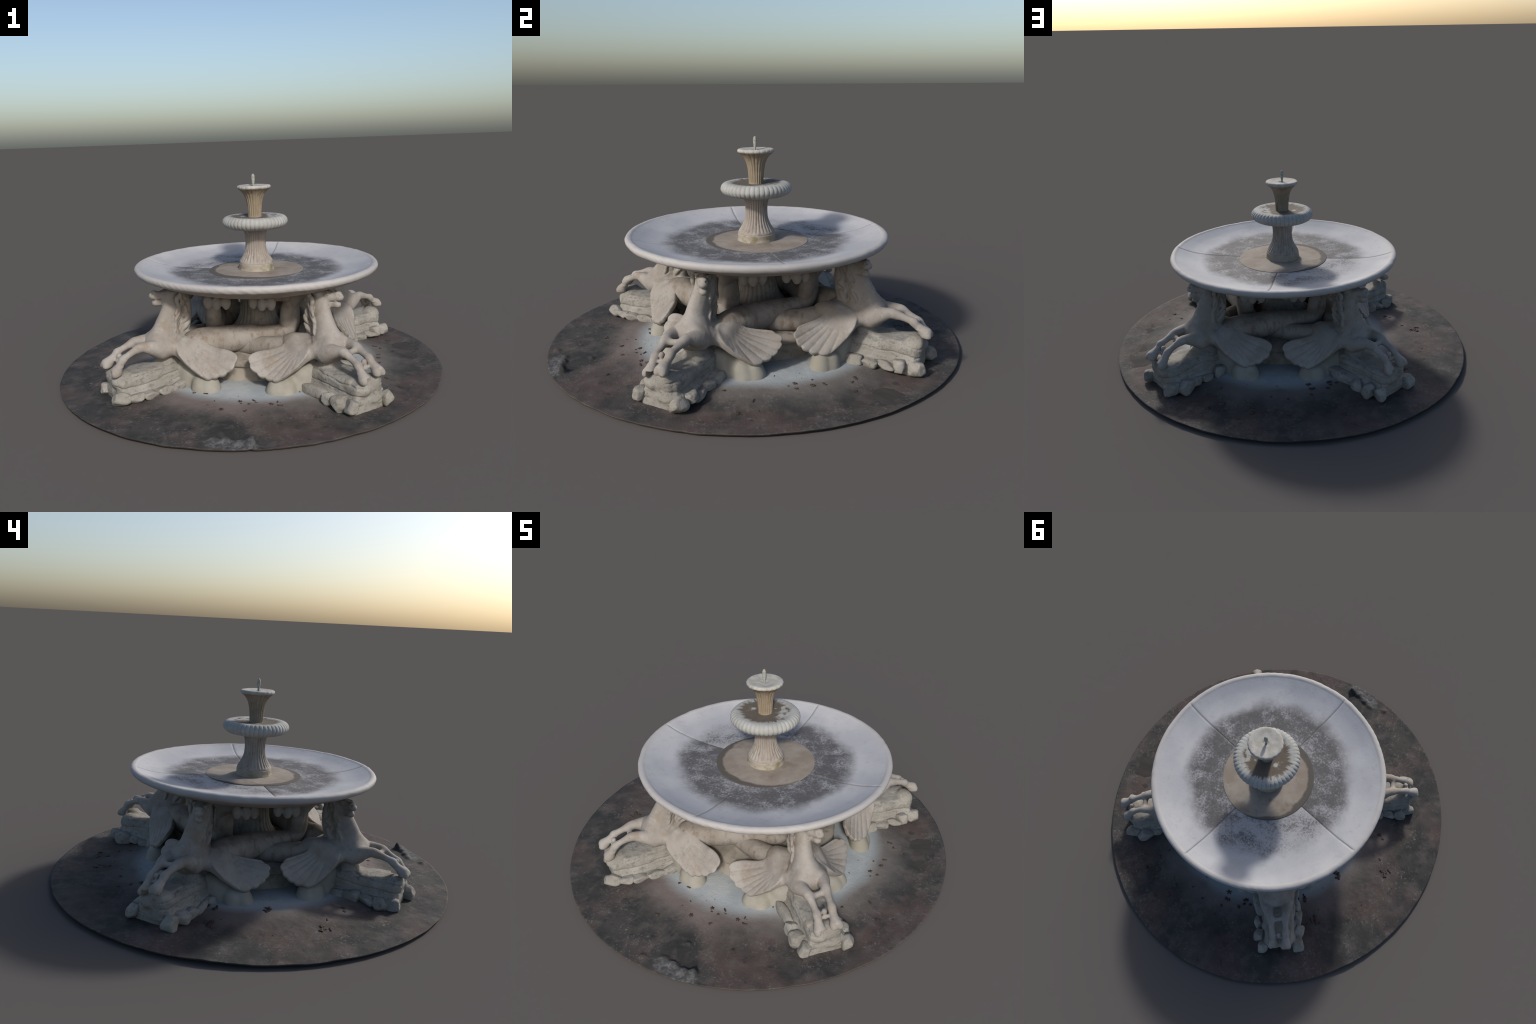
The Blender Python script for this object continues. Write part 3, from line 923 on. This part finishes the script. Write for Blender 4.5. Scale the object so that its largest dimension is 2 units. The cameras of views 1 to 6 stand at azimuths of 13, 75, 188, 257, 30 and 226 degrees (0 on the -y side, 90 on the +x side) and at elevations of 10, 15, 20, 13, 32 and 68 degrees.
def build_stub(side):
    f = Field((.34, -.30, 0.0), (.62, .30, .17), .0042)
    s = side
    for dx, dy in ((0, 0), (.026, -.036)):
        f.cone((.436 + dx, (.228 + dy) * s, -.01), .060, (.434 + dx, (.224 + dy) * s, .030), .047, group='stub', k=.012)
        f.cone((.434 + dx, (.224 + dy) * s, .030), .047, (.432 + dx, (.216 + dy) * s, .056), .044, group='stub', k=.012)
    f.cone((.462, .10 * s, .000), .052, (.470, .10 * s, .10), .040, group='stub', k=.02)
    f.cone((.432, .19 * s, .020), .040, (.472, .06 * s, .055), .052, group='stub', k=.02)
    f.cone((.430, .18 * s, .060), .032, (.480, .06 * s, .110), .045, group='stub', k=.02)
    f.displace(.0012, 12, 5)
    return f.surface(1)

stub_mesh = {}
for s in (1, -1):
    V, F = build_stub(s)
    stub_mesh[s] = make_mesh('wing_pedestal', V, F); stub_mesh[s].materials.append(M_STUB)

def boulder_mesh(seed):
    r = np.random.RandomState(seed)
    bm = bmesh.new()
    bmesh.ops.create_icosphere(bm, subdivisions=4, radius=1.0)
    co = np.array([v.co for v in bm.verts])
    co *= (1 / (np.abs(co) ** 5).sum(1) ** (1 / 5.0))[:, None] * .90      # boxy
    for _ in range(9):                                                    # broken faces
        d = r.normal(size=3); d /= np.linalg.norm(d)
        h = co @ d - r.uniform(.70, .92)
        co -= np.where(h > 0, h * .93, 0)[:, None] * d
    for _ in range(2):
        co *= (1 + .07 * fractal(co, 1.6, seed))[:, None]
    co *= (1 + .05 * fractal(co, 5, seed + 3))[:, None]
    for v, c in zip(bm.verts, co): v.co = c
    for _ in range(2):
        bmesh.ops.smooth_vert(bm, verts=bm.verts[:], factor=.5, use_axis_x=True, use_axis_y=True, use_axis_z=True)
    me = bpy.data.meshes.new('boulder'); bm.to_mesh(me); bm.free()
    me.polygons.foreach_set('use_smooth', np.full(len(me.polygons), True))
    me.materials.append(M_ROCK)
    return me
BOULDERS = [boulder_mesh(200 + i) for i in range(8)]

# along each flank: position out, across, up, then half sizes
FLANK_FREE = [(.815, .103, .052, .034, .030, .036), (.752, .116, .050, .036, .032, .034), (.685, .112, .045, .045, .026, .028),
              (.610, .113, .042, .048, .024, .026), (.535, .115, .048, .046, .026, .030)]
FLANK_BLOCK = [(.812, .105, .054, .030, .028, .042), (.752, .118, .052, .036, .034, .036), (.675, .118, .056, .040, .034, .036),
               (.570, .112, .056, .066, .028, .030)]
FRONT = [(.850, .02, .035, .020, .05, .022), (.845, -.05, .032, .018, .035, .020)]

horse_mats = {'plinth': M_ROCK}
for idx, (h, az) in enumerate(HORSE_AZ.items()):
    rot = math.radians(az)
    mirror = h in ('A', 'C')
    m = -1 if mirror else 1
    # statue
    statue = bpy.data.objects.new('sea_horse', None)
    bpy.context.scene.collection.objects.link(statue)
    statue.parent = fountain; statue.location = AX; statue.rotation_euler = (0, 0, rot)
    statue.scale = (1.012, 1.0, 1.025) if h == 'C' else (1.0, 1.0, 1.0)
    for g, me in horse_parts['mirror' if mirror else 'plain'].items():
        add(NAMES.get(g, g), me, statue, M_STATUE)
    # tails leave the haunches to both sides (gap frames lie 45 degrees off)
    for parts, off in ((over_tail, 45), (under_tail, -45)):
        for g, me in parts.items():
            add(g, me, statue, M_TAIL if g == 'tail' else M_STATUE, rot=math.radians(off))
    # plinth
    V, F = build_rock(300 + idx, mirror)
    me = make_mesh('rock_plinth', V, F)
    rock = add('rock_plinth', me, fountain, M_ROCK, AX, rot)
    rock.scale = (1.0, 1.04, 1.02) if h == 'C' else (1.0, .97, .97)      # no two plinths alike
    br = np.random.RandomState(400 + idx)
    for s in (1, -1):
        rows = FLANK_BLOCK if s * m < 0 and h in ('B', 'D') else FLANK_FREE
        for (x, y, z, a, b, c) in rows:
            ob = add('boulder', BOULDERS[br.randint(8)], rock)
            ob.location = (x + br.uniform(-.008, .008), s * (y - .007 + br.uniform(-.005, .005)), z - .004 + br.uniform(-.008, .004))
            k = br.uniform(.85, 1.2)
            ob.scale = (a * k * br.uniform(.95, 1.35), b * k * 1.08, c * k * br.uniform(.75, 1.10))
            ob.rotation_euler = (br.uniform(-.3, .3), br.uniform(-.25, .25), br.uniform(-.35, .35))
    for s in (1, -1):
        add('wing_pedestal', stub_mesh[s], rock)
